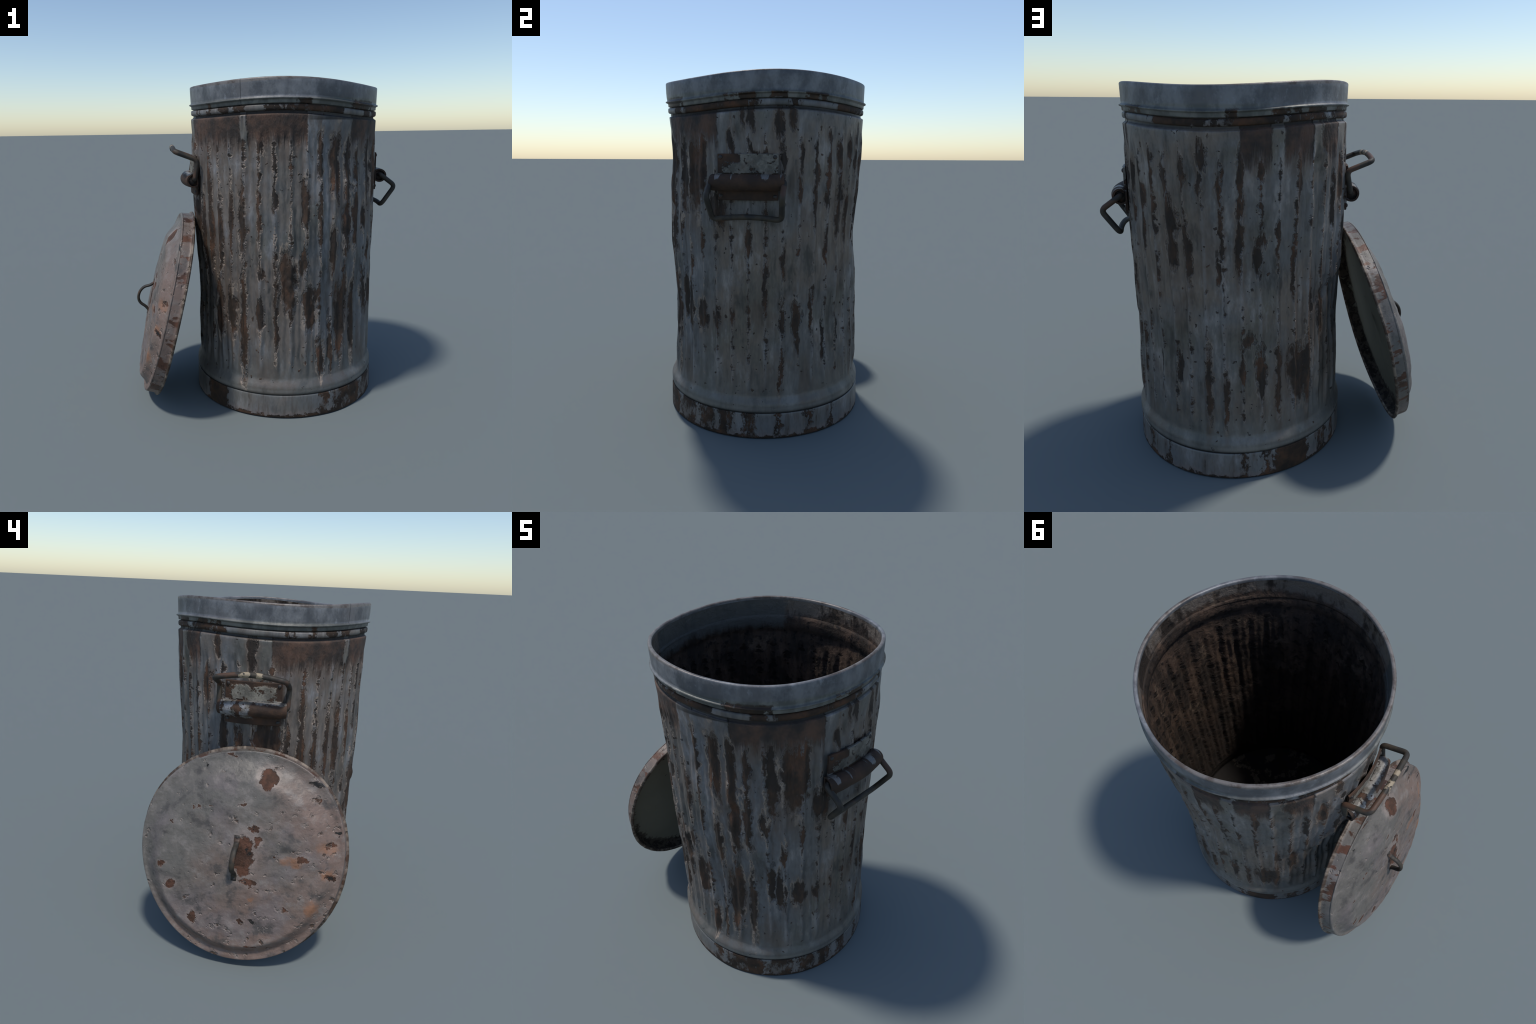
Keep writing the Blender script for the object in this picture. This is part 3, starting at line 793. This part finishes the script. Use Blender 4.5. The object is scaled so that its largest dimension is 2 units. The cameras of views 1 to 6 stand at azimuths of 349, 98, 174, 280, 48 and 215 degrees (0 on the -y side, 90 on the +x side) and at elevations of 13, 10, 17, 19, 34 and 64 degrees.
# --- foot band
wob = np.array([mnoise.noise((math.cos(t) * 4, math.sin(t) * 4, 8.2)) for t in TH])
hexa = -.0035 * np.cos(6 * TH + .4) * 0 + .0022 * np.cos(3 * TH - 3 * 63 * D2R) + .002 * wob
prof = [(.592, .146), (.599, .148), (.6015, .1455), (.6025, .139), (.6035, .10), (.6045, .05), (.6055, .012), (.6050, .003), (.602, 0), (.598, .0005), (.5965, .01), (.594, .13)]
rows = [ring_verts(r + hexa, z) for r, z in prof]
new_obj("foot_band", np.concatenate(rows), [f[::-1] for f in grid_faces(len(rows), NT, close_r=True)], M_FOOT, can)

# --- bottom plate
rad = [.591, .575, .55, .5, .4, .3, .2, .1, .03]
nb = 96
tb = np.arange(nb) * 2 * np.pi / nb
vv = [(r * math.cos(t), r * math.sin(t), .150 + .012 * (1 - r / .6) + .004 * mnoise.noise((r * 5 * math.cos(t), r * 5 * math.sin(t), 1))) for r in rad for t in tb]
nv = len(vv)
vv += [(x, y, z - .008) for x, y, z in vv]
ff = grid_faces(len(rad), nb)
ff.append(tuple((len(rad) - 1) * nb + k for k in range(nb)))
ff += [tuple(i + nv for i in f[::-1]) for f in ff]
ff += [(j, nv + j, nv + (j + 1) % nb, (j + 1) % nb) for j in range(nb)]
new_obj("bottom_plate", vv, ff, M_FLOOR, can)


# ------------------------------------------------------------------ drop handles
def arc_slab(r0, r1, a0, a1, z0, z1, rot, na=24, nz=6, bev=.003):
    """Curved plate hugging the can; rot turns it round the axis."""
    A = np.linspace(a0, a1, na)
    prof = [(r0, z0), (r1 - bev, z0), (r1, z0 + bev)] + [(r1, z) for z in np.linspace(z0 + bev, z1 - bev, nz)[1:-1]] + \
           [(r1, z1 - bev), (r1 - bev, z1), (r0, z1)]
    v, f, n = [], [], len(prof)
    for i, a in enumerate(A):
        t = (a + rot) * D2R
        for r, z in prof:
            v.append((r * math.cos(t), r * math.sin(t), z))
    for i in range(na - 1):
        for j in range(n):
            j2 = (j + 1) % n
            f.append((i * n + j, (i + 1) * n + j, (i + 1) * n + j2, i * n + j2))
    f.append(tuple(range(n)))
    f.append(tuple((na - 1) * n + k for k in range(n))[::-1])
    return v, f


def sleeve_mesh(rot, rc=.629, zc=1.428, ro=.044, ri=.034, half=17.0, na=30, ns=28):
    """Rolled sheet sleeve, open at the ends, bent along the can."""
    v = []
    rng = random.Random(int(rot) + 3)
    for i in range(na):
        a = -half + 2 * half * i / (na - 1)
        t = (a + rot) * D2R
        for rad in (ro, ri):
            for k in range(ns):
                b = 2 * math.pi * k / ns
                q = rad + .0012 * mnoise.noise((a * .2, b * 1.3, rot))
                # the back of the roll is flattened on to the plate
                rr_ = rc + max(math.cos(b) * q, -.030 if rad == ro else -.022)
                v.append((rr_ * math.cos(t), rr_ * math.sin(t), zc + math.sin(b) * q * .97))
    f = []
    st = 2 * ns
    for i in range(na - 1):
        for k in range(ns):
            k2 = (k + 1) % ns
            f.append((i * st + k, (i + 1) * st + k, (i + 1) * st + k2, i * st + k2))
            f.append((i * st + ns + k2, (i + 1) * st + ns + k2, (i + 1) * st + ns + k, i * st + ns + k))
    for e, flip in ((0, False), ((na - 1) * st, True)):
        for k in range(ns):
            k2 = (k + 1) % ns
            q = (e + k, e + k2, e + ns + k2, e + ns + k)
            f.append(q[::-1] if flip else q)
    return v, f


def dome_mesh(rad, hgt):
    v, f, ns, nr = [(0, 0, hgt)], [], 14, 5
    for i in range(1, nr + 1):
        a = i / nr * math.pi / 2
        for k in range(ns):
            b = 2 * math.pi * k / ns
            v.append((rad * math.sin(a) * math.cos(b), rad * math.sin(a) * math.sin(b), hgt * math.cos(a)))
    for k in range(ns):
        b = 2 * math.pi * k / ns
        v.append((rad * math.cos(b), rad * math.sin(b), -.006))
    for k in range(ns):
        f.append((0, 1 + k, 1 + (k + 1) % ns))
    for i in range(nr):
        for k in range(ns):
            k2 = (k + 1) % ns
            f.append((1 + i * ns + k, 1 + (i + 1) * ns + k, 1 + (i + 1) * ns + k2, 1 + i * ns + k2))
    return v, f


rivet_me = None
for rot, side, bail_pts, bend in (
        (0, 1, [(.606, .140, 1.432), (.604, .193, 1.434), (.706, .194, 1.360), (.619, .182, 1.236), (.630, .09, 1.249), (.633, 0, 1.253)],
         [0, .018, .030, .034, .05]),
        (180, -1, [(.600, .150, 1.432), (.596, .193, 1.436), (.573, .195, 1.551), (.710, .193, 1.604), (.715, .095, 1.622), (.718, 0, 1.630)],
         [0, .014, .030, .030, .05])):
    mat = plate_material("worn_plate_right" if side == 1 else "worn_plate_left", side)
    v, f = arc_slab(.595, .607, -15.2, 15.2, 1.336, 1.574, rot)
    plate = new_obj("side_handle", v, f, mat, can, smooth_shade=True)
    sharp_by_angle(plate, 30)
    v, f = sleeve_mesh(rot)
    sl = new_obj("sleeve", v, f, mat, plate)
    sharp_by_angle(sl, 50)
    arc = [((a * D2R) + rot * D2R) for a in np.linspace(-15.8, 15.8, 15)]
    v, f = tube([(.628 * math.cos(t), .628 * math.sin(t), 1.428) for t in arc], .0335, 18)
    new_obj("hinge_pin", v, f, M_IRON, plate)
    half = [Vector((side * p[0], -p[1], p[2])) for p in bail_pts]
    pts = half + [Vector((p.x, -p.y, p.z)) for p in half[-2::-1]]
    nb_ = bend + [.06] + bend[:0:-1] + [0]
    path = fillet(pts, nb_[:len(pts)], 8)
    v, f = tube(path, .0150, 14)
    new_obj("bail", v, f, bail_material("dark_bail_right" if side == 1 else "dark_bail_left", side == -1), plate)
    for a, z in ((-13.6, 1.556), (13.6, 1.556), (-13.6, 1.358), (13.6, 1.355)):
        if rivet_me is None:
            rv, rf = dome_mesh(.0115, .008)
            ob = new_obj("rivet", rv, rf, M_IRON, plate)
            rivet_me = ob.data
        else:
            ob = bpy.data.objects.new("rivet", rivet_me)
            bpy.context.scene.collection.objects.link(ob)
            ob.parent = plate
        t = (a + rot) * D2R
        nrm = Vector((math.cos(t), math.sin(t), 0))
        ob.location = nrm * .606 + Vector((0, 0, z))
        ob.rotation_mode = 'QUATERNION'
        ob.rotation_quaternion = nrm.to_track_quat('Z', 'Y') @ Vector((0, 0, 1)).rotation_difference(Vector((0, 0, 1)))

# ------------------------------------------------------------------ lid
LC = Vector((-.6058, -.0094, .6199))
az, el = 3.1465, .257
ln = Vector((math.cos(el) * math.cos(az), math.cos(el) * math.sin(az), math.sin(el)))
la = Vector((0, 0, 1)).cross(ln).normalized()
lb = ln.cross(la)
base = LC - lb * .610
lid = bpy.data.objects.new("trash_can_lid", None)
bpy.context.scene.collection.objects.link(lid)
lid.matrix_world = Matrix(((la.x, lb.x, ln.x, base.x), (la.y, lb.y, ln.y, base.y), (la.z, lb.z, ln.z, base.z), (0, 0, 0, 1)))
lid["label"] = "round rusty dented metal trash can lid with a bail handle"
lid["category"] = "trash can lid"
LOFF = (0, .610, 0)

M_LID, M_LIDIN = lid_material(), lid_inside_material()
NL = 480
TL = np.arange(NL) * 2 * np.pi / NL


def harm(q):
    return sum(q[2 * i] * np.cos((i + 2) * TL) + q[2 * i + 1] * np.sin((i + 2) * TL) for i in range(3))


h_lip = harm((-.0080, -.0005, -.0018, .0074, -.0041, -.0019))
h_fr = harm((-.0097, .0031, -.0034, .0093, -.0051, -.0013))
h_w = harm((.0008, -.0004, -.0017, .0011, .0025, -.0005))
nse = lambda k, s: np.array([mnoise.noise((math.cos(t) * k, math.sin(t) * k, s)) for t in TL])
ragged = .0020 * nse(9, 1.0) + .0015 * nse(24, 2.0)


def lid_row(r, z, kf, rag=0.0):
    """kf blends the lip outline (0) into the face outline (1)."""
    rad = r + h_lip * (1 - kf) + h_fr * kf + ragged * rag
    return np.stack([rad * np.cos(TL), rad * np.sin(TL), z + h_w], -1)


FACE_DENTS = [(.30, .20, .05, .004), (.42, -.05, .05, .006), (-.25, -.1, .09, -.004), (.12, .12, .03, .006), (.2, -.25, .05, .004),
              (-.1, .3, .1, -.004), (.25, .05, .025, .005), (.35, .28, .04, .004), (.0, -.36, .03, .005), (.48, .1, .03, .006),
              (-.35, .25, .06, .004), (.1, -.1, .05, -.003), (.19, .02, .018, .004), (.28, -.15, .03, .004), (-.23, .47, .015, .004)]


def face_z(x, y):
    r = np.hypot(x, y)
    ca = y / np.maximum(r, 1e-6)
    rp = .455 - .045 * ca                     # plateau edge: gentler slope at the top
    step = smooth(.562, rp, r)
    z = .0785 + .052 * step + .025 * np.clip(1 - (r / .46) ** 2, 0, 1)
    for dx, dy, s, d in FACE_DENTS:
        z = z - 1.6 * d * np.exp(-((x - dx) ** 2 + (y - dy) ** 2) / s ** 2)
    n1_ = np.array([mnoise.noise((a * 7, b * 7, 3.3)) for a, b in zip(x, y)])
    n2_ = np.array([mnoise.noise((a * 19, b * 19, 6.1)) for a, b in zip(x, y)])
    return z + .0055 * n1_ + .0026 * n2_


rows = [lid_row(r, z, k, g) for r, z, k, g in (
    (.592, .010, 0, 0), (.592, .001, 0, .3), (.597, -.003, 0, 1), (.604, -.003, 0, 1), (.6105, .001, 0, 1), (.612, .006, 0, 1),
    (.609, .0105, 0, 1), (.602, .0115, .1, .6), (.598, .014, .15, .2), (.5965, .030, .4, 0), (.594, .055, .8, 0), (.5915, .0715, 1, 0),
    (.5905, .0755, 1, 0), (.588, .078, 1, 0), (.584, .0788, 1, 0))]
outer = np.concatenate(rows)
n_out = len(rows)
face_rows = []
for r in np.r_[np.linspace(.575, .38, 40), np.linspace(.372, .01, 50)]:
    kf = r / .583
    rad = r + h_fr * kf
    x, y = rad * np.cos(TL), rad * np.sin(TL)
    face_rows.append(np.stack([x, y, face_z(x, y) + h_w * kf], -1))
V = np.concatenate([outer] + face_rows)
nr = n_out + len(face_rows)
F = grid_faces(nr, NL)
F.append(tuple((nr - 1) * NL + k for k in range(NL)))
mi = [0] * len(F)
# inside: wall and flat panel
off = len(V)
ir = [(.592, .010), (.588, .018), (.586, .050), (.583, .064), (.575, .068), (.5, .069), (.35, .069), (.2, .069), (.02, .069)]
inn = [lid_row(r, z, min(1, z / .06), 0) for r, z in ir]
V = np.concatenate([V] + inn[1:])
idx = [list(range(0, NL))] + [list(range(off + i * NL, off + (i + 1) * NL)) for i in range(len(inn) - 1)]
for i in range(len(idx) - 1):
    for j in range(NL):
        j2 = (j + 1) % NL
        F.append((idx[i][j2], idx[i][j], idx[i + 1][j], idx[i + 1][j2]))
        mi.append(1)
F.append(tuple(idx[-1][::-1]))
mi.append(1)
shell = new_obj("lid_shell", V, F, [M_LID, M_LIDIN], lid, mi)
shell.location = LOFF

# lid handle: a flattened iron strap bent into a loop, riveted at both feet
hp = [(-.013, .125, .152), (-.013, .100, .154), (-.012, .074, .170), (-.014, .056, .212), (-.016, .018, .234), (-.018, -.030, .235), (-.018, -.062, .214),
      (-.016, -.078, .170), (-.015, -.102, .152), (-.015, -.128, .151)]
path = fillet(hp, .022, 6)


def strap(t):
    e = min(t, 1 - t)
    flat = 1 - smooth(.06, .16, e)
    return (1.0 + .15 * flat, .62 * (1 - flat) + .26 * flat)


v, f = tube(path, .0150, 14, strap)
lh = new_obj("lid_handle", v, f, bail_material("dark_lid_strap", False), lid)
lh.location = LOFF
for y in (.113, -.117):
    ob = bpy.data.objects.new("rivet", rivet_me)
    bpy.context.scene.collection.objects.link(ob)
    ob.parent = lh
    ob.location = (-.014, y, .155)
    ob.scale = (.7, .7, .6)
